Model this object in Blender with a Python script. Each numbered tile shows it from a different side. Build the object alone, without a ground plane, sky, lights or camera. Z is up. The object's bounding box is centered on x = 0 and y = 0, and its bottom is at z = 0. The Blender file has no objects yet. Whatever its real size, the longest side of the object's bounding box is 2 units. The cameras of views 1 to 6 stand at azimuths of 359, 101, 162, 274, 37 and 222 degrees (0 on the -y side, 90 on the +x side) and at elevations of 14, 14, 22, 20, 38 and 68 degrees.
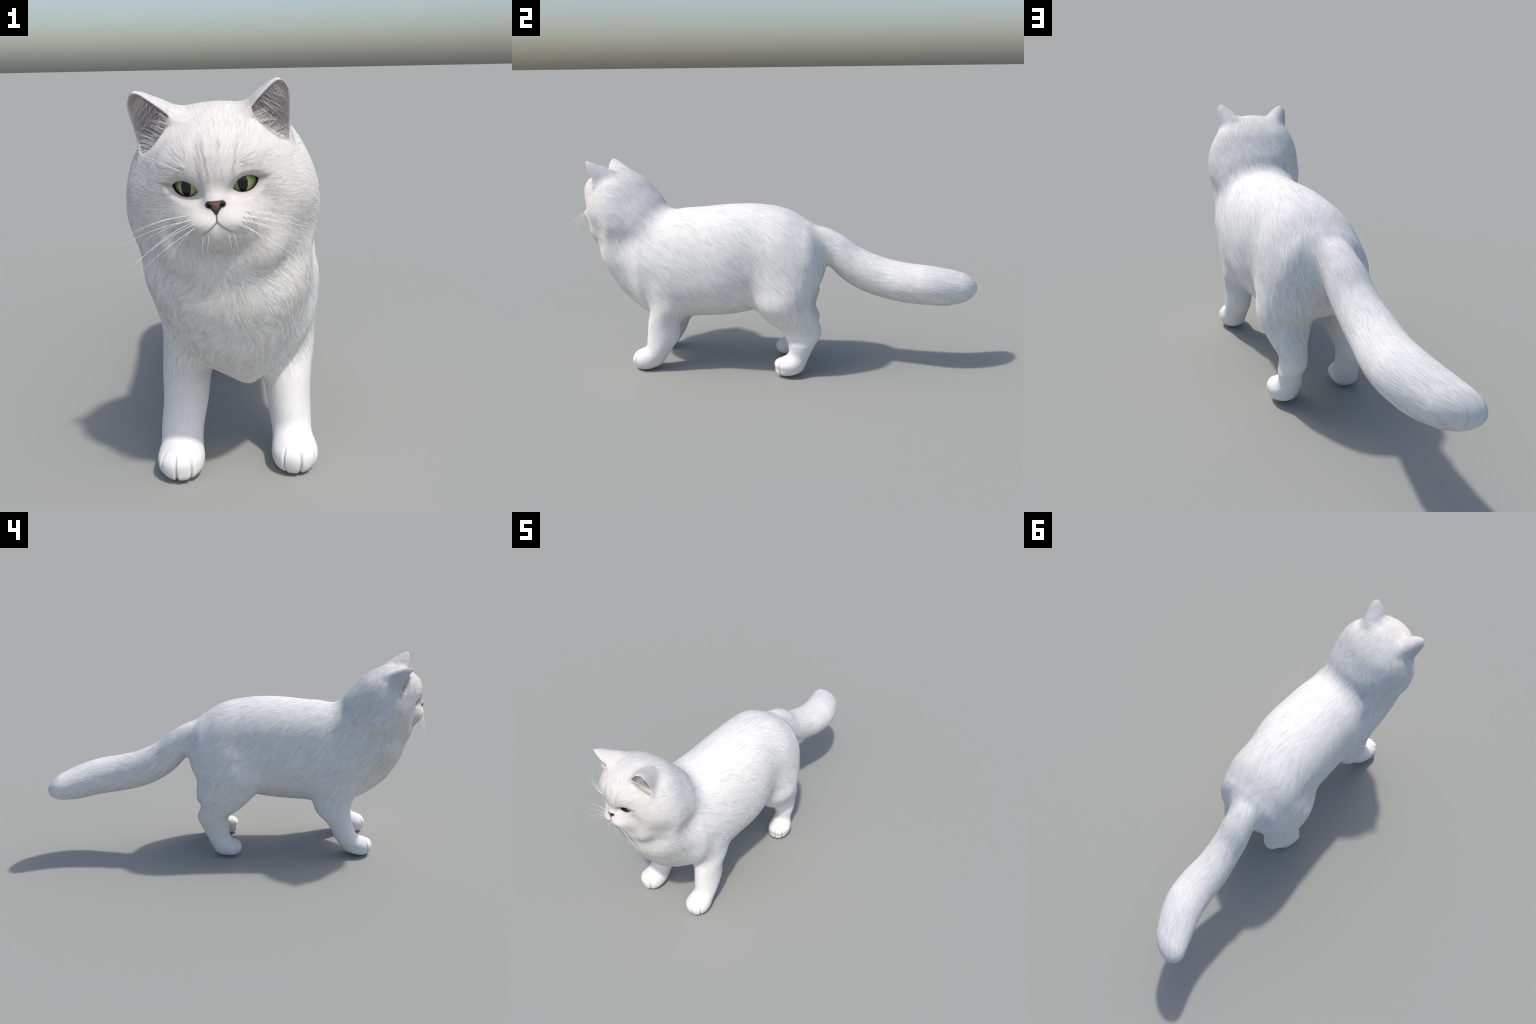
"""White shorthair cat: one implicit body (lofts, ellipsoids, smooth blends) meshed and split into parts."""
import bpy,bmesh
from mathutils import Matrix
import numpy as np
def hermite(s,v,x):
    s=np.asarray(s,float);v=np.asarray(v,float)
    d=np.diff(v)/np.diff(s);m=np.empty_like(v)
    m[1:-1]=(d[:-1]*np.diff(s)[1:]+d[1:]*np.diff(s)[:-1])/(s[2:]-s[:-2]);m[0]=d[0];m[-1]=d[-1]
    x=np.clip(x,s[0],s[-1]);i=np.clip(np.searchsorted(s,x)-1,0,len(s)-2)
    h=s[i+1]-s[i];t=(x-s[i])/h
    return v[i]*(1+2*t)*(1-t)**2+h*m[i]*t*(1-t)**2+v[i+1]*t*t*(3-2*t)+h*m[i+1]*t*t*(t-1)
def loft(P,ax,st,c1,c2,r1,r2,l0,l1,p=2.0,r2b=None):
    o=[i for i in range(3) if i!=ax]
    t=P[:,ax];g=np.linspace(st[0]-l0,st[-1]+l1,240)
    def f(v,keep=0.):
        y=hermite(st,v,g);v=np.asarray(v,float)
        s0=(v[1]-v[0])/(st[1]-st[0]);s1=(v[-1]-v[-2])/(st[-1]-st[-2])
        y=y+np.minimum(g-st[0],0)*s0+np.maximum(g-st[-1],0)*s1     # the profile runs on into the end caps
        if keep: y=np.maximum(y,keep*np.where(g<st[0],v[0],np.where(g>st[-1],v[-1],0)))
        return np.interp(t,g,y)
    R1=f(r1,.45);R2=f(r2,.45)
    dv=P[:,o[1]]-f(c2)
    if r2b is not None: R2=np.where(dv>0,f(r2b,.45),R2)
    u=np.abs(P[:,o[0]]-f(c1))/R1;v=np.abs(dv)/R2
    w=np.maximum((t-st[-1])/l1,0)+np.maximum((st[0]-t)/l0,0)
    lw=np.where(t>st[-1],l1,l0)
    k0=(u**p+v**p+w**p)**(1/p)+1e-9
    k1=np.sqrt((u**(p-1)/R1)**2+(v**(p-1)/R2)**2+(w**(p-1)/lw)**2)/k0**(p-1)
    k1=np.maximum(k1,0.7/np.maximum(R1,R2))
    return np.maximum((k0-1)/k1, -np.minimum(R1,R2))
def ell(P,c,r,yaw=0):
    q=P-np.asarray(c)
    if yaw:
        a=np.radians(yaw);x=q[:,0]*np.cos(a)+q[:,1]*np.sin(a);y=-q[:,0]*np.sin(a)+q[:,1]*np.cos(a);q=np.stack([x,y,q[:,2]],1)
    r=np.asarray(r);k0=np.linalg.norm(q/r,axis=1)+1e-9;k1=np.linalg.norm(q/r**2,axis=1)+1e-9
    return k0*(k0-1)/k1
def smin(a,b,k):
    h=np.maximum(k-np.abs(a-b),0)/k
    return np.minimum(a,b)-h*h*k*0.25
ST=dict(
 torso=[-0.62,-0.5,-0.35,-0.2,-0.05,0.08,0.17],
 front=[.28,.36,.46,.56,.66,.74,.80,.86,.92],
 fl=[.04,.10,.17,.25,.33,.42],fr=[.04,.10,.17,.25,.33,.42],
 hl=[.04,.10,.16,.22,.28,.36,.46,.56],hr=[.04,.10,.16,.22,.28,.36,.46,.56],
 tail=[.16,.24,.32,.42,.52,.64,.76,.86,.92])
A=np.array
SHAPE={
 'torso_cx':A([0.0231, 0.0247, 0.0308, 0.0292, 0.0147, 0.0068, -0.0018]),
 'torso_cz':A([0.5091, 0.5215, 0.5404, 0.556, 0.5743, 0.5932, 0.5706]),
 'torso_rx':A([0.1976, 0.2096, 0.2109, 0.2125, 0.1985, 0.1967, 0.179]),
 'torso_rz':A([0.2232, 0.2714, 0.274, 0.2746, 0.2556, 0.2081, 0.1787]),
 'torso_l':A([0.0814, 0.0873]),
 'front_cx':A([0.0368, 0.0162, 0.0033, -0.0011, -0.004, -0.0048, -0.0027, -0.0113, -0.0145]),
 'front_yf':A([-0.6794, -0.7777, -0.8463, -0.8899, -0.874, -0.8566, -0.8543, -0.8574, -0.8747]),
 'front_yb':A([-0.5507, -0.4997, -0.4511, -0.4567, -0.4939, -0.5176, -0.5551, -0.5956, -0.6679]),
 'front_ym':A([-0.6107, -0.6337, -0.6602, -0.7055, -0.7744, -0.7716, -0.7693, -0.7677, -0.7897]),
 'front_rx':A([0.03, 0.1054, 0.1691, 0.2004, 0.2006, 0.2112, 0.1978, 0.1811, 0.1598]),
 'front_l':A([0.025, 0.0664]),
 'fl_cx':A([0.1596, 0.1581, 0.1525, 0.1513, 0.1545, 0.1401]),
 'fl_cy':A([-0.6041, -0.5673, -0.5404, -0.5332, -0.5131, -0.529]),
 'fl_rx':A([0.0493, 0.0553, 0.0604, 0.0651, 0.0713, 0.0714]),
 'fl_ry':A([0.0631, 0.0647, 0.0817, 0.0798, 0.079, 0.0777]),
 'fr_cx':A([-0.1433, -0.1441, -0.1341, -0.1303, -0.1287, -0.1342]),
 'fr_cy':A([-0.6266, -0.5831, -0.5523, -0.5126, -0.5146, -0.5172]),
 'fr_rx':A([0.0553, 0.0576, 0.0616, 0.0668, 0.0636, 0.0523]),
 'fr_ry':A([0.0682, 0.0619, 0.0642, 0.0921, 0.1088, 0.1186]),
 'hl_cx':A([0.1354, 0.123, 0.1257, 0.1148, 0.1222, 0.1192, 0.1226, 0.1056]),
 'hl_cy':A([0.1058, 0.1432, 0.1574, 0.1561, 0.1133, 0.068, 0.0739, 0.0777]),
 'hl_rx':A([0.0538, 0.0465, 0.0463, 0.0504, 0.0712, 0.1058, 0.0981, 0.0884]),
 'hl_ry':A([0.0644, 0.053, 0.0662, 0.0973, 0.1298, 0.1403, 0.1467, 0.141]),
 'hr_cx':A([-0.1447, -0.1414, -0.14, -0.1403, -0.1379, -0.1387, -0.136, -0.1165]),
 'hr_cy':A([0.0897, 0.1042, 0.1191, 0.1292, 0.0803, 0.0533, 0.0317, 0.059]),
 'hr_rx':A([0.0497, 0.049, 0.0453, 0.0596, 0.076, 0.09, 0.1037, 0.0944]),
 'hr_ry':A([0.0447, 0.0592, 0.0724, 0.0848, 0.1133, 0.1587, 0.1608, 0.1498]),
 'tail_cx':A([-0.0099, -0.0291, -0.0427, -0.0524, -0.0596, -0.0592, -0.0749, -0.1119, -0.1405]),
 'tail_cz':A([0.6288, 0.6463, 0.5827, 0.5131, 0.4723, 0.4463, 0.4319, 0.4146, 0.4075]),
 'tail_rx':A([0.0487, 0.0616, 0.0796, 0.0824, 0.0897, 0.0985, 0.1026, 0.1, 0.0932]),
 'tail_rz':A([0.0362, 0.0649, 0.1025, 0.1023, 0.0992, 0.0971, 0.0949, 0.0876, 0.0741]),
 'tail_l':A([0.051, 0.08]),
 'pawfl':A([0.164, -0.6405, 0.0504, 0.0596, 0.0596, 0.0505]),
 'pawfr':A([-0.1471, -0.664, 0.0536, 0.0582, 0.0549, 0.0417]),
 'pawhl':A([0.1428, 0.0894, 0.0618, 0.0566, 0.0614, 0.03]),
 'pawhr':A([-0.15, 0.0348, 0.0422, 0.0576, 0.0505, 0.0428]),
}
KS=dict(front=.085,leg=.05,hind=.06,tail=.075,paw=.035)
def near(P,lo,hi,fn,pad=.10):
    """evaluate fn only close to its bounding box; elsewhere a safe positive distance"""
    b=np.all((P>np.array(lo)-pad)&(P<np.array(hi)+pad),axis=1);o=np.full(len(P),pad)
    if b.any(): o[b]=np.minimum(fn(P[b]),pad)
    return o
def parts(P,p):
    d={}
    d['torso']=near(P,(-.24,-.74,.2),(.26,.28,.86),lambda P:loft(P,1,ST['torso'],p['torso_cx'],p['torso_cz'],p['torso_rx'],p['torso_rz'],*p['torso_l'],2.2))
    ym=p['front_ym']
    d['front']=near(P,(-.26,-1.,.22),(.26,-.42,1.02),lambda P:loft(P,2,ST['front'],p['front_cx'],ym,p['front_rx'],ym-p['front_yf'],*p['front_l'],2.1,p['front_yb']-ym))
    for n in ('fl','fr','hl','hr'):
        def leg(P):
            a=loft(P,2,ST[n],p[n+'_cx'],p[n+'_cy'],p[n+'_rx'],p[n+'_ry'],.035,.10,2.0)
            return smin(a,ell(P,p['paw'+n][:3],p['paw'+n][3:]),KS['paw'])
        cx=p[n+'_cx'];cy=p[n+'_cy'];r=p[n+'_ry'].max();rx=p[n+'_rx'].max()
        d[n]=near(P,(cx.min()-rx-.02,cy.min()-r,-.01),(cx.max()+rx+.02,cy.max()+r,ST[n][-1]+.11),leg)
    d['tail']=near(P,(-.26,.10,.28),(.08,1.02,.74),lambda P:loft(P,1,ST['tail'],p['tail_cx'],p['tail_cz'],p['tail_rx'],p['tail_rz'],*p['tail_l'],2.0))
    return d
# ---- head frame: a = cat's left, b = up, c = forward, origin on the nose tip
NOSE=np.array([-.022,-.981,.799])
HX=np.array([.9951,-.063,.0758]);HX/=np.linalg.norm(HX)
HU=np.array([-.0758,0.,.997]);HU-=HX*(HU@HX);HU/=np.linalg.norm(HU)
HF=np.cross(HX,HU)
def head_co(P):
    d=P-NOSE;return np.stack([d@HX,d@HU,d@HF],1)
def head_to_world(a,b,c): return NOSE+HX*a+HU*b+HF*c
def capsule(Q,p0,p1,r0,r1):
    p0=np.asarray(p0,float);p1=np.asarray(p1,float);e=p1-p0
    t=np.clip((Q-p0)@e/(e@e),0,1);return np.linalg.norm(Q-p0-t[:,None]*e,axis=1)-(r0+(r1-r0)*t)
def smax(a,b,k): return -smin(-a,-b,k)
EYE=np.array([.062,.0325,-.049]);EYE_R=.046;EYE_YAW=np.radians(14);EYE_TILT=np.radians(16)
ALM_R=.0325;ALM_T=.0182;ALM_B=.0145   # almond opening between a flatter upper and a rounder lower arc
def eye_co(Q,s):
    d=Q-EYE*[s,1,1]
    n=np.array([s*np.sin(EYE_YAW),0,np.cos(EYE_YAW)])
    e=np.array([s*np.cos(EYE_YAW),0,-np.sin(EYE_YAW)])   # outwards
    u=np.array([0,1.,0])
    e2=e*np.cos(EYE_TILT)+u*np.sin(EYE_TILT);u2=-e*np.sin(EYE_TILT)+u*np.cos(EYE_TILT)
    return np.stack([d@e2,d@u2,d@n],1)
def almond(E): return np.maximum(np.hypot(E[:,0],E[:,1]+ALM_T),np.hypot(E[:,0],E[:,1]-ALM_B))-ALM_R
def face(f,P):
    Q=head_co(P);M=Q*[1,1,1];M[:,0]=np.abs(Q[:,0])
    f=smin(f,ell(Q,(0,.066,-.181),(.165,.109,.150)),.06)          # skull
    f=smin(f,ell(Q,(0,.085,-.118),(.130,.080,.104)),.05)          # forehead dome
    f=smin(f,ell(M,(.078,-.008,-.174),(.127,.110,.107)),.072)          # temples and cheeks
    f=smin(f,ell(Q,(0,-.115,-.102),(.115,.065,.045)),.08)           # throat ruff
    f=smin(f,ell(Q,(0,-.040,-.063),(.082,.053,.057)),.045)         # muzzle
    f=smin(f,capsule(Q,(0,.045,-.054),(0,.006,-.024),.026,.019),.024) # nose bridge
    f=smin(f,capsule(M,(.016,.054,-.038),(.086,.088,-.069),.0150,.0110),.03) # brows
    for s in (1,-1):
        ec=EYE*[s,1,1]-EYE_R*np.array([s*np.sin(EYE_YAW),0,np.cos(EYE_YAW)])
        E=eye_co(Q,s)
        f=smax(f,-ell(E,(0,-.006,.0310),(.045,.0225,.030)),.012)   # eye hollow
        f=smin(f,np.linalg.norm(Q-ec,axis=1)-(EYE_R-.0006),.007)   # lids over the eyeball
        alm=almond(E)
        alm=np.maximum(alm,-(E[:,2]+.022))
        f=smax(f,-alm,.004)
    f=smin(f,ell(M,(.027,-.041,-.037),(.041,.027,.040)),.015)      # whisker pads
    f=smin(f,ell(Q,(0,-.066,-.056),(.048,.030,.042)),.030)         # chin
    f=smin(f,ell(Q,(0,.000,-.016),(.0185,.010,.0165)),.006)         # nose leather
    f=smin(f,capsule(Q,(0,0,-.010),(0,-.020,-.012),.0075,.004),.006)
    f=smax(f,-ell(M,(.0135,-.0030,.001),(.0060,.0034,.009)),.004)  # nostrils
    return f
# ---- ears: opening triangle tip / inner corner / outer corner, bulging back
EARS=[(1,np.array([.121,-.913,1.044]),np.array([.057,-.901,.987]),np.array([.136,-.863,.921]))]
def mirror_ear(e):
    out=[]
    for q in e[1:]:
        d=q-NOSE;a,b,c=d@HX,d@HU,d@HF;out.append(head_to_world(-a,b,c))
    return (-1,*out)
EARS.append(mirror_ear(EARS[0]))
EARS[1]=(-1,np.array([-.194,-.893,1.02]),EARS[1][2],EARS[1][3])
def ear_frame(e):
    s,tip,inn,out=e
    C=(inn+out)/2;w=out-inn;hw=np.linalg.norm(w)/2;w=w/(2*hw)
    n=np.cross(out-inn,tip-inn)*s;n/=np.linalg.norm(n)
    t=np.cross(n,w)*s;h=(tip-C)@t
    if h<0: t=-t;h=-h
    return C,w,n,t,hw,h,(tip-C)@w
ET=[-.06,-.02,.25,.55,.8,1.]
def ear_parts(P,e):
    C,w,n,t,hw,h,off=ear_frame(e);d=P-C
    Q=np.stack([d@w,d@n,d@t],1);tr=Q[:,2]/h
    Q[:,1]+=.13*(Q[:,0]-off*np.clip(tr,0,1))*np.clip(4*tr*(1-tr),0,1)   # outer rim curls back, inner rim forward
    ts=np.array([-.045,0,.25*h,.55*h,.78*h,.89*h]);fr=ts/h
    W=np.array([1.12,1.08,.96,.73,.51,.37])*hw;D=np.array([.105,.098,.080,.052,.031,.018])
    sk=off*np.clip(fr,0,None)*.88
    outer=loft(Q,2,ts,sk,np.zeros(6),W,D,.03,.06*h+.003,2.0)
    outer=smax(outer,Q[:,1]-.004,.010)
    tc=np.array([.000,.006,.25*h,.55*h,.78*h,.86*h])
    at=lambda v:np.interp(tc,ts,v)
    W2=np.maximum(at(W)-.0065,.004);D2=np.maximum(at(D)*.84-.005,.003)
    cav=loft(Q,2,tc,at(sk),np.zeros(6),W2,D2,.014,.006,2.0,np.full(6,.05))
    return outer,cav
def ears(f,P):
    for e in EARS:
        o,cv=ear_parts(P,e)
        f=smin(f,o,.022);f=smax(f,-cv,.006)
    return f
PAW_YAW=dict(fl=9,fr=-9,hl=8,hr=-8)
def toes(f,P,p):
    """grooves between the four toes of each paw, fanning round its front"""
    for n,yaw in PAW_YAW.items():
        c=p['paw'+n][:3];m=np.linalg.norm(P-c,axis=1)<.11
        if not m.any(): continue
        q=P[m]-c;q[:,1]-=.012;g=np.zeros(len(q))
        for dg,dep in ((-40,.8),(0,1.),(40,.8)):
            a=np.radians(yaw+dg);u=np.array([np.sin(a),-np.cos(a)])
            al=q[:,0]*u[0]+q[:,1]*u[1];ac=q[:,0]*u[1]-q[:,1]*u[0]
            g+=dep*np.exp(-(ac/.0034)**2)*np.clip((al-.012)/.03,0,1)
        h=np.clip((.034-q[:,2])/.022,0,1)
        f[m]=f[m]+.0075*np.minimum(g,1)*h-.0015*h*np.clip(-q[:,1]/.04,0,1)
    return f
def box(P,lo,hi): return np.all((P>lo)&(P<hi),axis=1)
def masked(fn,P,lo,hi,fill=.12):
    m=box(P,np.array(lo),np.array(hi));o=np.full(len(P),fill)
    if m.any(): o[m]=fn(P[m])
    return o
def sdf(P,p,full=True):
    d=parts(P,p)
    f=smin(d['torso'],d['front'],KS['front'])
    f=smin(f,d['fl'],KS['leg']);f=smin(f,d['fr'],KS['leg'])
    f=smin(f,d['hl'],KS['hind']);f=smin(f,d['hr'],KS['hind'])
    f=smin(f,d['tail'],KS['tail'])
    if full: f=toes(f,P,p)
    f=smax(f,.0005-P[:,2],.012)      # soles rest flat
    m=(P[:,2]>.54)&(P[:,1]<-.46)&(f<.1)
    if full and m.any(): f[m]=face(f[m],P[m])
    m=(P[:,2]>.82)&(P[:,1]<-.66)
    if full and m.any(): f[m]=ears(f[m],P[m])
    return f
# ------------------------------------------------------------------ meshing
VOX=.0029
def surface_net(fn,lo,hi,h,B=10):
    lo=np.array(lo);n=np.ceil((np.array(hi)-lo)/(h*B)).astype(int)
    # coarse pass: centres of blocks
    gi=np.stack(np.meshgrid(*[np.arange(k) for k in n],indexing='ij'),-1).reshape(-1,3)
    c=lo+(gi+.5)*h*B
    d=fn(c);keep=np.abs(d)<h*B*1.35
    blocks=gi[keep];bs=d
    N=n*B+1
    F=np.empty(tuple(N),np.float32)
    sgn=np.where(d.reshape(tuple(n))<0,-1.,1.).astype(np.float32)
    F[:-1,:-1,:-1]=np.repeat(np.repeat(np.repeat(sgn,B,0),B,1),B,2)
    F[-1]=1;F[:,-1]=1;F[:,:,-1]=1
    off=np.stack(np.meshgrid(*[np.arange(B+1)]*3,indexing='ij'),-1).reshape(-1,3)
    for s in range(0,len(blocks),1500):
        b=blocks[s:s+1500]
        I=(b[:,None,:]*B+off[None]).reshape(-1,3)
        v=fn(lo+I*h)
        F[I[:,0],I[:,1],I[:,2]]=v
    S=(F<0)
    cnt=np.zeros(tuple(N-1),np.uint8)
    for i in (0,1):
        for j in (0,1):
            for k in (0,1):
                cnt+=S[i:N[0]-1+i,j:N[1]-1+j,k:N[2]-1+k]
    act=np.argwhere((cnt>0)&(cnt<8))
    M=N-1
    lin=(act[:,0]*M[1]+act[:,1])*M[2]+act[:,2]      # sorted
    # vertex = mean of the edge crossings
    acc=np.zeros((len(act),3));num=np.zeros(len(act))
    corners=[(i,j,k) for i in (0,1) for j in (0,1) for k in (0,1)]
    val={c:F[act[:,0]+c[0],act[:,1]+c[1],act[:,2]+c[2]] for c in corners}
    for c in corners:
        for ax in range(3):
            if c[ax]==0:
                e=list(c);e[ax]=1;e=tuple(e)
                x=val[c];y=val[e];m=(x<0)!=(y<0)
                t=np.where(m,x/(x-y+1e-12),0)
                p=np.array(c,float)[None].repeat(len(act),0);p[:,ax]+=t
                acc+=np.where(m[:,None],p,0);num+=m
    V=lo+(act+acc/num[:,None])*h
    quads=[]
    for ax in range(3):
        e=[0,0,0];e[ax]=1
        a=val[(0,0,0)]<0;b=val[tuple(e)]<0
        m=np.nonzero(a!=b)[0]
        o1,o2=[(1,2),(2,0),(0,1)][ax]
        st=np.array([M[1]*M[2],M[2],1])
        base=lin[m]
        q=np.stack([base,base-st[o1],base-st[o1]-st[o2],base-st[o2]],1)
        q=np.where(a[m][:,None],q,q[:,::-1])
        quads.append(np.searchsorted(lin,q))
    return V,np.concatenate(quads)
TET=np.array([[1,1,1],[1,-1,-1],[-1,1,-1],[-1,-1,1]],float)
def gradient(fn,V,e=.0007):
    """tetrahedral differences: gradient and mean value from four samples"""
    v=[fn(V+k*e) for k in TET]
    return sum(a[:,None]*k for a,k in zip(v,TET))/(4*e),sum(v)/4
def project(fn,V,it=1,lim=.003):
    for _ in range(it):
        g,f=gradient(fn,V);s=f/np.maximum((g*g).sum(1),.15)
        V=V-g*np.clip(s,-lim,lim)[:,None]
    return V
def relax(V,Q,w=.5):
    A=np.zeros_like(V);n=np.zeros(len(V))
    for i in range(4):
        j=Q[:,(i+1)%4]
        for k in range(3):
            A[:,k]+=np.bincount(Q[:,i],V[j,k],len(V))+np.bincount(j,V[Q[:,i],k],len(V))
        n+=np.bincount(Q[:,i],minlength=len(V))+np.bincount(j,minlength=len(V))
    return V*(1-w)+w*A/np.maximum(n,1)[:,None]
# ------------------------------------------------------------------ node helpers
class Ex:
    """Tiny arithmetic wrapper: builds Math nodes from Python expressions."""
    def __init__(s,nt,sock): s.nt=nt;s.k=sock
    def op(s,o,*a,clamp=False):
        n=s.nt.nodes.new('ShaderNodeMath');n.operation=o;n.use_clamp=clamp
        for i,v in enumerate((s,)+a):
            if isinstance(v,Ex): s.nt.links.new(v.k,n.inputs[i])
            else: n.inputs[i].default_value=float(v)
        return Ex(s.nt,n.outputs[0])
    def const(s,v):
        n=s.nt.nodes.new('ShaderNodeValue');n.outputs[0].default_value=float(v);return Ex(s.nt,n.outputs[0])
    def __add__(s,o): return s.op('ADD',o)
    __radd__=__add__
    def __sub__(s,o): return s.op('SUBTRACT',o)
    def __rsub__(s,o): return s.const(o)-s
    def __mul__(s,o): return s.op('MULTIPLY',o)
    __rmul__=__mul__
    def __truediv__(s,o): return s.op('DIVIDE',o)
    def __neg__(s): return s*-1.
    def __abs__(s): return s.op('ABSOLUTE')
    def max(s,o): return s.op('MAXIMUM',o)
    def min(s,o): return s.op('MINIMUM',o)
    def sqrt(s): return s.op('SQRT')
    def pow(s,o): return s.op('POWER',o)
    def clamp(s): return s.op('ADD',0.,clamp=True)
    def step(s,a,b):
        """smooth 0..1 ramp from a to b (a may exceed b)"""
        n=s.nt.nodes.new('ShaderNodeMapRange');n.interpolation_type='SMOOTHSTEP'
        s.nt.links.new(s.k,n.inputs['Value'])
        if a<b: n.inputs['From Min'].default_value=a;n.inputs['From Max'].default_value=b
        else:
            n.inputs['From Min'].default_value=b;n.inputs['From Max'].default_value=a
            n.inputs['To Min'].default_value=1.;n.inputs['To Max'].default_value=0.
        return Ex(s.nt,n.outputs['Result'])
def vec(nt,x,y,z):
    n=nt.nodes.new('ShaderNodeCombineXYZ')
    for i,v in enumerate((x,y,z)):
        if isinstance(v,Ex): nt.links.new(v.k,n.inputs[i])
        else: n.inputs[i].default_value=float(v)
    return n.outputs[0]
def dotp(P,d): 
    r=None
    for p,c in zip(P,d):
        if abs(c)<1e-9: continue
        t=p*float(c);r=t if r is None else r+t
    return r
def noise(nt,v,scale=1.,detail=2.,rough=.5,dist=0.):
    n=nt.nodes.new('ShaderNodeTexNoise');n.inputs['Scale'].default_value=scale
    n.inputs['Detail'].default_value=detail;n.inputs['Roughness'].default_value=rough;n.inputs['Distortion'].default_value=dist
    nt.links.new(v,n.inputs['Vector']);return Ex(nt,n.outputs['Fac'])
def mixcol(nt,f,a,b):
    n=nt.nodes.new('ShaderNodeMix');n.data_type='RGBA'
    if isinstance(f,Ex): nt.links.new(f.k,n.inputs['Factor'])
    else: n.inputs['Factor'].default_value=f
    for s,v in ((n.inputs[6],a),(n.inputs[7],b)):
        if isinstance(v,tuple): s.default_value=(*v,1.)
        else: nt.links.new(v,s)
    return n.outputs[2]
def new_mat(name):
    m=bpy.data.materials.new(name);m.use_nodes=True;nt=m.node_tree
    b=nt.nodes['Principled BSDF'];return m,nt,b
def obj_xyz(nt):
    tc=nt.nodes.new('ShaderNodeTexCoord');s=nt.nodes.new('ShaderNodeSeparateXYZ')
    nt.links.new(tc.outputs['Object'],s.inputs[0])
    return [Ex(nt,s.outputs[i]) for i in range(3)],tc.outputs['Object']

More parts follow.
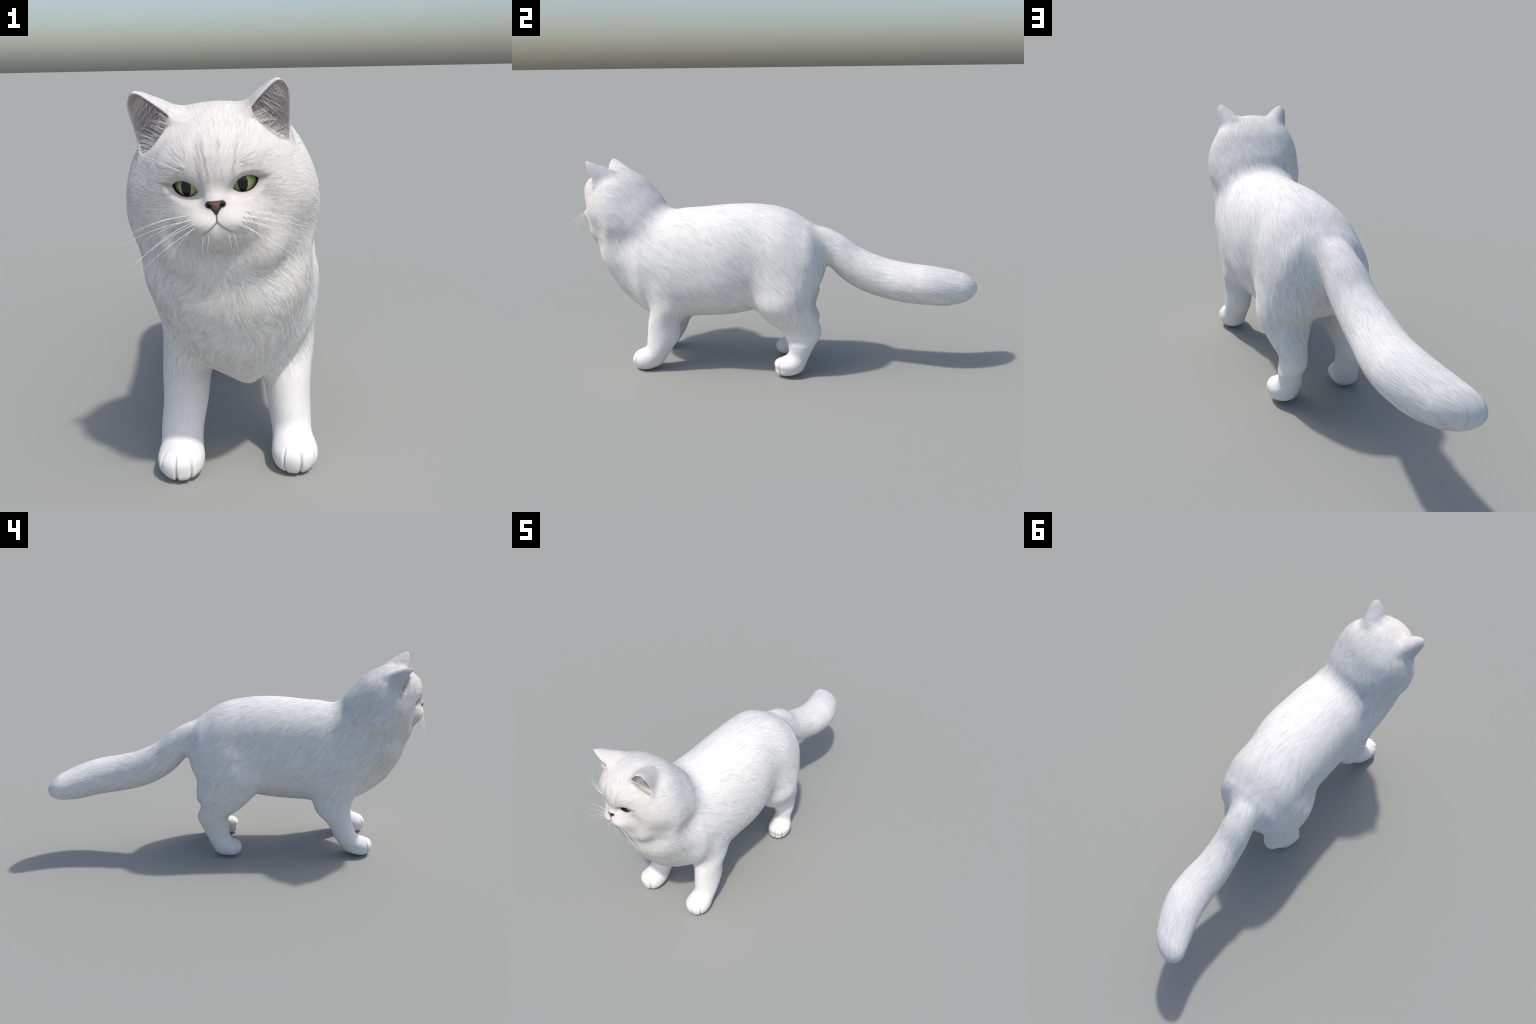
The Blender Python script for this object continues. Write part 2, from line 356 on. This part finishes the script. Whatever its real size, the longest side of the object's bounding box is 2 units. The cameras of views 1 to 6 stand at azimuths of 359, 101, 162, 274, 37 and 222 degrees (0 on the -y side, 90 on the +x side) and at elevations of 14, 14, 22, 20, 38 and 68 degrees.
def fur_material(name,tint):
    """the coat; the lie of the hair is geometry, this only tints it and paints the markings plus brow and mouth shade"""
    m,nt,b=new_mat(name)
    P,ov=obj_xyz(nt);x,y,z=P
    dx,dy,dz=x-float(NOSE[0]),y-float(NOSE[1]),z-float(NOSE[2])
    H=(dx,dy,dz);a=dotp(H,HX);bb=dotp(H,HU);c=dotp(H,HF);aa=abs(a)
    headm=(z+(y+.75)*-.35).step(.66,.76)*y.step(-.50,-.58)
    facem=headm*c.step(-.20,-.12)
    low=z.step(.34,.20)
    chest=(1.-headm)*y.step(-.62,-.80)
    fine=noise(nt,ov,170.,3.,.6);mid=noise(nt,ov,30.,2.);blot=noise(nt,ov,14.,3.,.6);big=noise(nt,ov,4.,2.)
    t=np.array(tint)
    col=mixcol(nt,fine.step(.3,.7),tuple(t*.95),tuple(np.minimum(t*1.03,.9)))
    col=mixcol(nt,mid.step(.35,.65)*.5,col,tuple(t*np.array([.90,.90,.89])))
    col=mixcol(nt,big.step(.42,.62)*.25,col,tuple(t*np.array([.93,.95,1.])))
    ch=chest.max(headm*(1.-facem)*.35)*blot.step(.46,.66)*.8
    col=mixcol(nt,ch,col,tuple(t*np.array([.80,.775,.68])))
    col=mixcol(nt,chest*.5,col,tuple(t*np.array([.86,.855,.845])))
    col=mixcol(nt,low*.6,col,(.80,.79,.775))
    pt=nt.nodes.new('ShaderNodeNewGeometry');pn=Ex(nt,pt.outputs['Pointiness'])
    col=mixcol(nt,pn.step(.478,.43)*z.step(.085,.065)*.4,col,(.45,.37,.36))
    col=mixcol(nt,headm,col,tuple(t*.92)) if False else mixcol(nt,facem*.75,col,tuple(t*np.array([.86,.835,.82])))
    col=mixcol(nt,(headm*.22+facem*.36)*(mid.step(.3,.7)*.6+.75),col,tuple(t*np.array([.80,.785,.775])))
    # forehead: grey tabby ghost lines fanning from the nose bridge
    fan=noise(nt,vec(nt,(a+(noise(nt,ov,45.,2.)-.5)*.016)/(bb+.10)*13.,bb*6.,0.),1.,3.)
    col=mixcol(nt,facem*fan.step(.50,.64)*bb.step(.02,.05)*bb.step(.16,.10)*aa.step(.09,.04)*.9,col,(.42,.395,.385))
    col=mixcol(nt,facem*bb.step(.012,.03)*bb.step(.06,.035)*aa.step(.055,.015)*.7,col,(.47,.43,.42))
    # warm skin round eyes and muzzle
    ex=((aa-.050)*(aa-.050)+(bb-.004)*(bb-.004)).sqrt()
    col=mixcol(nt,facem*ex.step(.05,.01)*.65,col,(.61,.56,.53))
    nx=(a*a+(bb+.005)*(bb+.005)).sqrt()
    col=mixcol(nt,facem*nx.step(.075,.03)*.5,col,(.67,.64,.615))
    # ears
    earm=None
    for e in EARS:
        C,w,n,t,hw,h,off=ear_frame(e)
        D=(x-float(C[0]),y-float(C[1]),z-float(C[2]))
        ew,en,et=dotp(D,w),dotp(D,n),dotp(D,t)
        tt=et/float(h)
        en=en+(ew-tt.clamp()*float(off)*.9)*(tt*(1.-tt)*4.).clamp()*.13
        fall=(1.-tt).max(.03)
        Wt=fall.pow(.55)*float(hw)*1.03;wn=(ew-tt.max(0.)*float(off)*.88)/Wt
        dn=(en*-1./(fall*.095+.003)).max(0.)
        rho=(wn*wn+dn*dn).sqrt()
        inn=rho.step(.93,.82)*tt.step(-.04,.02)*tt.step(.99,.95)*en.step(.010,.003)
        back=tt.step(.02,.3)*rho.step(1.7,1.2)*(1.-inn)
        col=mixcol(nt,back*.5,col,(.60,.59,.60))
        pink=mixcol(nt,(wn).step(-.2,.6)*tt.step(.6,.1),(.50,.42,.43),(.68,.54,.545))
        col=mixcol(nt,inn,col,pink)
        tan=abs(wn).step(1.25,.9)*tt.step(-.12,.0)*en.step(.03,.0)*en.step(-.05,-.02)*.06
        col=mixcol(nt,tan,col,(.78,.64,.64))
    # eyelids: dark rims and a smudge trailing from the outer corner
    for s in (1,-1):
        ey=EYE*[s,1,1]
        nn=np.array([s*np.sin(EYE_YAW),0,np.cos(EYE_YAW)]);e0=np.array([s*np.cos(EYE_YAW),0,-np.sin(EYE_YAW)]);u0=np.array([0,1.,0])
        e2=e0*np.cos(EYE_TILT)+u0*np.sin(EYE_TILT);u2=-e0*np.sin(EYE_TILT)+u0*np.cos(EYE_TILT)
        Q=(a-float(ey[0]),bb-float(ey[1]),c-float(ey[2]))
        p,q=dotp(Q,e2),dotp(Q,u2)
        d1=(p*p+(q+ALM_T)*(q+ALM_T)).sqrt();d2=(p*p+(q-ALM_B)*(q-ALM_B)).sqrt()
        al=d1.max(d2)-ALM_R
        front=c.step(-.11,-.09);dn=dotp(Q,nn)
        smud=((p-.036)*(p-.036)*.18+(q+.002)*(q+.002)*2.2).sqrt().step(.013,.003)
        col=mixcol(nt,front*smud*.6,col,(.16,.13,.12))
        col=mixcol(nt,front*al.step(.016,.001)*.5,col,(.44,.385,.36))  # shade of the brow round the eye, put into the colour
        col=mixcol(nt,front*al.step(.0026,.0012)*dn.step(.0065,.0025),col,(.025,.018,.015))
    # nose leather: shield with dark edge and nostrils
    bn=bb+.001
    half=(bn.step(-.022,.002)*.0135+.0025).min(.03)
    shield=(aa-half).max(bb-.0058).max(-.0215-bb)
    wing=(((aa-.0106)*(aa-.0106))*.55+(bn+.0005)*(bn+.0005)).sqrt()-.0072
    nm=shield.min(wing)
    frontn=c.step(-.040,-.030)
    col=mixcol(nt,frontn*nm.step(.0028,-.0005),col,(.055,.038,.034))
    core=(aa-(bn.step(-.018,.006)*.0105+.0022)).max(bb-.0042).max(-.013-bb)
    col=mixcol(nt,frontn*core.step(.0012,-.0022),col,(.20,.108,.085))
    nost=(((aa-.0135)*(aa-.0135))*.30+(bb+.0045)*(bb+.0045)).sqrt().step(.0042,.0024)
    col=mixcol(nt,frontn*nost,col,(.012,.01,.01))
    # philtrum and mouth line
    phil=aa.step(.0026,.0006)*bb.step(-.042,-.037)*bb.step(-.018,-.024)
    curve=-.037-aa*1.0+aa*aa*7.5
    ml=(abs(bb-curve)+aa*.05).step(.0044,.0008)*aa.step(.050,.010)
    mouth_shade=(abs(bb-curve)+aa*.04).step(.011,.0)*aa.step(.060,.02)*bb.step(-.025,-.036)  # wide faint shading along the lips, painted into the colour
    col=mixcol(nt,frontn*mouth_shade*.30,col,(.34,.30,.29))
    col=mixcol(nt,frontn*phil*.9,col,(.06,.04,.038))
    col=mixcol(nt,frontn*ml*.75,col,(.13,.10,.095))
    nt.links.new(col,b.inputs['Base Color'])
    b.inputs['Roughness'].default_value=.85
    b.inputs['Specular IOR Level'].default_value=.12
    return m
def eye_material():
    m,nt,b=new_mat('green_eye')
    P,ov=obj_xyz(nt);x,y,z=P    # eye object: z looks out, y up, unit radius
    front=z.step(-.1,.1)
    r=(x*x+y*y).sqrt()
    pr=(x*x*7.4+y*y*2.75).sqrt()
    fib=noise(nt,vec(nt,x/r.max(.05)*5.,y/r.max(.05)*5.,r*3.),1.,3.)
    col=mixcol(nt,r.step(.18,.50),(.48,.55,.26),(.28,.39,.13))
    col=mixcol(nt,fib.step(.35,.7)*.35,col,(.55,.62,.33))
    col=mixcol(nt,r.step(.60,.67),col,(.02,.018,.014))
    col=mixcol(nt,pr.step(.67,.64),col,(.012,.013,.013))
    col=mixcol(nt,front,(.03,.025,.02),col)
    nt.links.new(col,b.inputs['Base Color']);b.inputs['Roughness'].default_value=.06
    b.inputs['Specular IOR Level'].default_value=.4
    return m
def plain(name,c,rough=.5,trans=0.):
    m,nt,b=new_mat(name)
    P,ov=obj_xyz(nt)
    n=noise(nt,ov,60.,2.)
    col=mixcol(nt,n.step(.3,.7),tuple(v*.9 for v in c),c)
    nt.links.new(col,b.inputs['Base Color']);b.inputs['Roughness'].default_value=rough
    b.inputs['Specular IOR Level'].default_value=.25
    return m
# ------------------------------------------------------------------ assembly
rng=np.random.default_rng(7)
def fn(P): return sdf(np.ascontiguousarray(P,float),SHAPE)
def mesh_obj(name,V,faces,parent,mat,normals=None,smooth=True):
    me=bpy.data.meshes.new(name)
    V=np.ascontiguousarray(V,np.float32);F=np.ascontiguousarray(faces,np.int32);k=F.shape[1]
    me.vertices.add(len(V));me.vertices.foreach_set('co',V.ravel())
    me.loops.add(F.size);me.loops.foreach_set('vertex_index',F.ravel())
    me.polygons.add(len(F));me.polygons.foreach_set('loop_start',np.arange(0,F.size,k,dtype=np.int32))
    me.polygons.foreach_set('use_smooth',np.full(len(F),smooth))
    me.update(calc_edges=True);me.validate()
    if normals is not None: me.normals_split_custom_set_from_vertices([tuple(n) for n in normals])
    me.materials.append(mat)
    o=bpy.data.objects.new(name,me);bpy.context.scene.collection.objects.link(o)
    if parent: o.parent=parent
    return o
def tube(pts,r0,r1,sides=5):
    """tapered round hair along a polyline"""
    pts=np.asarray(pts,float);n=len(pts);T=np.gradient(pts,axis=0);T/=np.linalg.norm(T,axis=1)[:,None]
    ref=np.array([.3,.5,.8]);A=np.cross(T,ref);A/=np.linalg.norm(A,axis=1)[:,None];Bv=np.cross(T,A)
    th=np.arange(sides)*2*np.pi/sides;r=(r0+(r1-r0)*np.linspace(0,1,n)**.9)[:,None,None]
    V=pts[:,None]+r*(np.cos(th)[None,:,None]*A[:,None]+np.sin(th)[None,:,None]*Bv[:,None])
    V=V.reshape(-1,3);i=np.arange(n-1)[:,None]*sides;j=np.arange(sides)[None];k=(j+1)%sides
    Q=np.stack([i+j,i+k,i+sides+k,i+sides+j],-1).reshape(-1,4)
    return V,Q
def join(parts):
    Vs,Fs,o=[],[],0
    for V,Fc in parts: Vs.append(V);Fs.append(Fc+o);o+=len(V)
    return np.concatenate(Vs),np.concatenate(Fs)

WHITE=(.74,.73,.715)
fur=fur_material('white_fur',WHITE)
V,Q=surface_net(fn,(-.30,-1.03,-.02),(.30,1.04,1.08),VOX)
V=relax(V,Q,.6);V=project(fn,V,1);V=relax(V,Q,.3);V=project(fn,V,1)
G,_=gradient(fn,V);Nn=G/np.maximum(np.linalg.norm(G,axis=1),1e-6)[:,None]
# ---- split the one smooth skin into named regions
Cn=V[Q].mean(1)
dp=parts(Cn,SHAPE)
names=['torso','front','fl','fr','hl','hr','tail']
D=np.stack([dp[n] for n in names],1);D[:,2:6]-=.012
lab=np.array(names,dtype=object)[D.argmin(1)]
lab[(lab=='tail')&(Cn[:,1]<.235)]='torso'
for leg in ('hl','hr'): lab[(lab==leg)&(Cn[:,2]>.50)]='torso'
hz=Cn[:,2]-.35*(Cn[:,1]+.80)
lab[(lab=='front')&(hz>.70)]='head';lab[(lab=='front')&(hz>.55)]='neck';lab[lab=='front']='chest'
lab[(lab=='torso')&(hz>.70)&(Cn[:,1]<-.70)]='head'
for i,e in enumerate(EARS):
    C,w,n,t,hw,h,off=ear_frame(e);d=Cn-C;tt=d@t;nn=d@n
    o,_=ear_parts(Cn,e)
    lab[(lab=='head')&(o<.006)&(tt>.012-.0*nn)&(np.abs(d@w)<.09)]='ear%d'%i
hc=head_co(Cn)
lab[(lab=='head')&(np.abs(hc[:,0])<.024)&(hc[:,1]<.009)&(hc[:,1]>-.028)&(hc[:,2]>-.028)&((np.abs(hc[:,0])<.008)|(hc[:,1]>-.012))]='nose'
for leg in ('fl','fr','hl','hr'):
    lab[(lab==leg)&(Cn[:,2]<.085)]=leg+'_paw'

cat=bpy.data.objects.new('cat',None);bpy.context.scene.collection.objects.link(cat)
cat['label']='white shorthair cat standing, green eyes, thick tail';cat['category']='cat'
def region(key,name,parent):
    f=Q[lab==key]
    if not len(f): return None
    ids,inv=np.unique(f,return_inverse=True)
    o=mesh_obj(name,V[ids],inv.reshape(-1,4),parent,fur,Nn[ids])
    return o
torso=region('torso','torso',cat);region('chest','chest',cat);region('neck','neck',cat)
head=region('head','head',cat);region('tail','tail',cat)
region('nose','nose',head);region('ear0','ear',head);region('ear1','ear',head)
for k,nm,pw in (('fl','forelimb','paw'),('fr','forelimb','paw'),('hl','hindlimb','paw'),('hr','hindlimb','paw')):
    L=region(k,nm,cat);region(k+'_paw',pw,L)
# ---- lie of the coat: short domed strands laid along the hair direction
def wave(P,f,seed):
    r=np.random.default_rng(seed);s=0
    for k in range(5):
        v=r.normal(size=3);v*=f*(1+.6*k)/np.linalg.norm(v);s=s+np.sin(P@v+r.uniform(0,6.28))/(1+.5*k)
    return s/2.2
def ramp(x,a,b):
    t=np.clip((x-a)/(b-a),0,1);return t*t*(3-2*t)
def flow(P,N):
    x,y,z=P.T;Hq=head_co(P);a,b,c=Hq.T
    nz=N[:,2];o=np.zeros_like(x)
    d=np.stack([.35*N[:,0],o+1.,-(.12+.95*(1-np.clip(nz,0,1)))],1)
    def blend(d,v,w): 
        v=v/np.linalg.norm(v,axis=1)[:,None];d=d/np.linalg.norm(d,axis=1)[:,None];return d*(1-w[:,None])+v*w[:,None]
    c3=lambda u,v,w:np.stack([u+o,v+o,w+o],1)
    d=blend(d,c3(0,.30,-1),ramp(y,.0,.16)*ramp(-nz,-.75,-.2)*(z<.75))
    tz=np.interp(y,ST['tail'],np.gradient(SHAPE['tail_cz'],ST['tail']));tx=np.interp(y,ST['tail'],np.gradient(SHAPE['tail_cx'],ST['tail']))
    d=blend(d,np.stack([tx,o+1,tz-.12],1),ramp(y,.20,.30))
    d=blend(d,c3(.15,.35,-1),ramp(y,.955,.985))
    hz=z-.35*(y+.80)
    d=blend(d,c3(.0,.75,-.75),ramp(-y,.45,.62)*ramp(z,.45,.6))
    chest=ramp(-y,.62,.78)*(1-ramp(hz,.66,.72))
    s=np.tanh((x-.01)/.05)
    d=blend(d,np.stack([.55*s,.25+o,-1.+o],1),chest)
    r=np.hypot(a,b-.02)+1e-3
    rad=(a/r)[:,None]*HX+((b-.02)/r)[:,None]*HU-HF*.45-np.array([0,0,.22])*(b<.06)[:,None]
    d=blend(d,rad,ramp(hz,.66,.72)*ramp(c,-.24,-.13))
    d=blend(d,np.stack([.25*N[:,0],.12+o,-1+o],1),ramp(-z,-.36,-.26))
    for e in EARS:
        C,w,n,t,hw,h,off=ear_frame(e);q=P-C;k=np.exp(-((np.linalg.norm(q-t*h*.4,axis=1)/.075)**4))
        d=blend(d,np.tile(t+w*off/h,(len(P),1)),k)
    return d
def fur_density(P,N):
    """strand length, width (m) at a point"""
    x,y,z=P.T;Hq=head_co(P);a,b,c=Hq.T;hz=z-.35*(y+.80)
    L=np.full(len(P),.085);Wd=np.full(len(P),.0036)
    f=ramp(-y,.66,.80);L=L*(1-f)+.050*f;Wd=Wd*(1-f)+.0046*f
    f=ramp(hz,.64,.72);L=L*(1-f)+.058*f;Wd=Wd*(1-f)+.0030*f
    f=f*ramp(c,-.16,-.08);q=np.clip(np.hypot(a,b)/.11,.25,1);L=L*(1-f)+.030*q*f;Wd=Wd*(1-f)+.0018*np.sqrt(q)*f
    g=ramp(-z,-.38,-.24);L=L*(1-g)+.024*g;Wd=Wd*(1-g)+.0018*g
    for e in EARS:
        C,w,n,t,hw,h,off=ear_frame(e);k=np.exp(-((np.linalg.norm(P-C-t*h*.45,axis=1)/.07)**4));L=L*(1-k)+.012*k;Wd=Wd*(1-k)+.0013*k
    return L,Wd
def bald(P):
    Hq=head_co(P);a,b,c=Hq.T;aa=np.abs(a);out=np.zeros(len(P),bool)
    face_=c>-.10
    for s in (1,-1):
        E=eye_co(Hq,s);al=almond(E)
        out|=face_&(al<.006)
    out|=face_&(aa<.006+np.clip((b+.030)*.75,0,.019))&(b<.009)&(b>-.04)
    out|=face_&(aa<.05)&(np.abs(b-(-.037-aa*1.0+aa*aa*7.5))<.005)
    for e in EARS:
        o,cv=ear_parts(P,e);out|=(cv<.004)
    return out|(P[:,2]<.012)
def strands(tri_a,tri_b,tri_c,cover,key):
    Ar=np.linalg.norm(np.cross(tri_b-tri_a,tri_c-tri_a),axis=1)
    ctr=(tri_a+tri_b+tri_c)/3
    L,Wd=fur_density(ctr,None);wgt=Ar*cover/(L*Wd*.55)
    n=rng.poisson(wgt);idx=np.repeat(np.arange(len(n)),n)
    r=rng.random((len(idx),2));fl=r.sum(1)>1;r[fl]=1-r[fl]
    P=tri_a[idx]+(tri_b-tri_a)[idx]*r[:,:1]+(tri_c-tri_a)[idx]*r[:,1:]
    P=P[~bald(P)]
    L,Wd=fur_density(P,None);k=len(P)
    L*=rng.uniform(.6,1.3,k);Wd*=rng.uniform(.6,1.35,k)
    ang=(.28+.17*ramp(-P[:,1],.68,.8)*ramp(-P[:,2],-.72,-.6))*wave(P,28.,3)+.16*wave(P,75.,4)+.10*rng.normal(size=k)
    S=7;prof=np.array([.05,.45,.85,1.,.8,.42,.04]);hgt=np.array([-.0009,-.0003,.0001,.0003,.0004,.0003,.0001])
    V=np.empty((k,S,3,3));NN=np.empty((k,S,3,3))
    g,f=gradient(fn,P);N=g/np.maximum(np.linalg.norm(g,axis=1),1e-6)[:,None]
    scale=np.clip(Wd/.003,.35,1)
    for i in range(S):
        d=flow(P,N);d-=N*(d*N).sum(1)[:,None];d/=np.maximum(np.linalg.norm(d,axis=1),1e-6)[:,None]
        u=np.cross(N,d);d=d*np.cos(ang)[:,None]+u*np.sin(ang)[:,None];u=np.cross(N,d)
        wv=(Wd*prof[i]*.5)[:,None]
        V[:,i,1]=P+N*((hgt[i]+.0004)*scale)[:,None]
        V[:,i,0]=P-u*wv+N*((hgt[i]-.0001)*scale)[:,None];V[:,i,2]=P+u*wv+N*((hgt[i]-.0001)*scale)[:,None]
        NN[:,i,1]=N;NN[:,i,0]=N-u*.17;NN[:,i,2]=N+u*.17
        if i<S-1:
            P=P+d*(L/(S-1))[:,None]
            g,f=gradient(fn,P);gn=np.maximum((g*g).sum(1),.15);P=P-g*np.clip(f/gn,-.004,.004)[:,None]
            N=g/np.maximum(np.linalg.norm(g,axis=1),1e-6)[:,None]
    return V.reshape(k,-1,3),(NN/np.linalg.norm(NN,axis=-1)[...,None]).reshape(k,-1,3)
fq=np.array([[3*i+j,3*i+j+3,3*i+j+4,3*i+j+1] for i in range(6) for j in (0,1)])
TINTS=[('fur_bright',(.815,.805,.785),.40),('fur_mid',(.74,.73,.71),.36),('fur_shade',(.65,.64,.615),.24)]
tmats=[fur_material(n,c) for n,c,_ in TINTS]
owners={'torso':torso,'head':head}
for o in cat.children_recursive:
    if o.type!='MESH' or o.name.split('.')[0] not in ('torso','chest','neck','head','tail','forelimb','hindlimb','paw','ear'): continue
    me=o.data;nv=len(me.vertices);co=np.empty(nv*3,np.float32);me.vertices.foreach_get('co',co);co=co.reshape(-1,3).astype(float)
    fv=np.empty(len(me.polygons)*4,np.int32);me.polygons.foreach_get('vertices',fv);fv=fv.reshape(-1,4)
    A_=np.concatenate([co[fv[:,0]],co[fv[:,0]]]);B_=np.concatenate([co[fv[:,1]],co[fv[:,2]]]);C_=np.concatenate([co[fv[:,2]],co[fv[:,3]]])
    SV,SN=strands(A_,B_,C_,.55,o.name)
    cl=rng.random(len(SV))+.22*wave(SV[:,9]*[1,1,1],55.,9)     # darker hairs gather in loose clumps
    cl+=.16*ramp(-SV[:,9,1],.64,.8)*(SV[:,9,2]<.74)
    pick=(cl>.40).astype(int)+(cl>.76)
    for ti in range(3):
        sv=SV[pick==ti]
        if not len(sv): continue
        F_=(fq[None]+(np.arange(len(sv))*21)[:,None,None]).reshape(-1,4)
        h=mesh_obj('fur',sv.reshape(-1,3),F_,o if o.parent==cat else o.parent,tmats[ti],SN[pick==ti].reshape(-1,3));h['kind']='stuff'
# ---- eyes
em=eye_material()
bm=bmesh.new();bmesh.ops.create_uvsphere(bm,u_segments=48,v_segments=32,radius=1.)
eyeme=bpy.data.meshes.new('eye');bm.to_mesh(eyeme);bm.free()
eyeme.materials.append(em)
for p in eyeme.polygons: p.use_smooth=True
for s in (1,-1):
    n=np.array([s*np.sin(EYE_YAW),0,np.cos(EYE_YAW)])
    ec=EYE*[s,1,1]-EYE_R*n
    g=np.array([s*.195-.065,-.03,1.]);g/=np.linalg.norm(g)      # gaze
    z=HX*g[0]+HU*g[1]+HF*g[2]
    xx=np.cross(HU,z);xx/=np.linalg.norm(xx);yy=np.cross(z,xx)
    o=bpy.data.objects.new('eye',eyeme);bpy.context.scene.collection.objects.link(o)
    c=head_to_world(*ec)
    M=Matrix(((xx[0],yy[0],z[0],c[0]),(xx[1],yy[1],z[1],c[1]),(xx[2],yy[2],z[2],c[2]),(0,0,0,1)))@Matrix.Scale(EYE_R,4)
    o.parent=head;o.matrix_world=M
# ---- whiskers, brow hairs, ear tufts
def surface_point(a,b,c0=.08):
    """first skin point met coming from the front at head position (a,b)"""
    c=np.linspace(c0,-.16,240);P=np.array([head_to_world(a,b,k) for k in c]);f=fn(P)
    i=int(np.argmax(f<0));return c[i]
wm=plain('whisker_white',(.86,.84,.80),.35)
def hair(root,dirn,length,droop,r0,r1=.00015,n=12,side=(0,-1,0)):
    t=np.linspace(0,1,n)[:,None];d=np.asarray(dirn,float);d/=np.linalg.norm(d)
    q=np.asarray(root)+d*length*t+np.asarray(side)*droop*length*t**2
    w=NOSE+q[:,:1]*HX+q[:,1:2]*HU+q[:,2:]*HF
    return tube(w,r0,r1)
W=[]
rows=[(-.022,.052,.04,.13),(-.024,.062,-.08,.125),(-.030,.046,-.10,.15),(-.031,.058,-.2,.12),(-.037,.044,-.24,.15),(-.038,.054,-.34,.12),
      (-.044,.042,-.48,.14),(-.047,.050,-.8,.075)]
for s in (1,-1):
    for (b,a,dz,L) in rows:
        a=a*(1+.05*rng.normal());c=surface_point(s*a,b)
        d=np.array([s*1.,dz+.05*rng.normal(),.0+.06*rng.normal()])
        W.append(('whisker',hair((s*a,b,c-.002),d,L*1.03*(1+.08*rng.normal()),.22+.06*rng.normal(),.0007)))
    for b,a in ((-.060,.020),(-.064,.032)):
        c=surface_point(s*a,b);W.append(('whisker',hair((s*a,b,c-.002),(s*.15,-1,.25),.035,.05,.0005)))
    for k in range(6):
        a=.040+.012*rng.random()+.002*k;b=.066+.012*rng.random();c=surface_point(s*a,b)
        d=np.array([s*(.2+.2*k),1.0-.08*k,.25+.12*rng.normal()])
        W.append(('brow_hair',hair((s*a,b,c-.002),d,.045+.05*rng.random(),.35,.0005,side=(s*.7,.1,-.7))))
for nm,(v,f) in W: mesh_obj(nm,v,f,head,wm)
tm=plain('ear_hair_pale',(.80,.77,.75),.6);td=plain('ear_hair_dark',(.24,.22,.215),.6)
for e in EARS:
    s=e[0];C,w,n,t,hw,h,off=ear_frame(e);pale,dark=[],[]
    for k in range(165):
        u=rng.random()
        if k<110:   # fringe along the lower edge of the opening, sweeping up and outwards
            p=C+w*hw*(-.98+1.85*u)+t*(-.026+.016*rng.random())+n*(.004+.010*rng.random())
            d=t*1.+w*(.25+.3*rng.normal())+n*(-.10+.2*rng.normal());L=.020+.030*rng.random()
        else:      # long hairs from the inner edge across the opening
            tt=.05+.72*u;p=C+t*h*tt+w*(off*.88*tt-hw*(1-tt)**.8*.88)+n*(-.012+.010*rng.random())
            d=w*1.+t*(.05+.25*rng.normal())+n*(.05+.12*rng.normal());L=(.03+.045*rng.random())*(1.05-tt*.7)
        d=d/np.linalg.norm(d);q=np.linspace(0,1,7)[:,None]
        pts=p+d*L*q+(w*.3-t*.25)*L*.35*q**2
        (dark if (rng.random()<.10) else pale).append(tube(pts,.0005,.00012,4))
    for hs,mm in ((pale,tm),(dark,td)):
        v,f=join(hs);o=mesh_obj('ear_hair',v,f,head,mm);o['kind']='stuff'
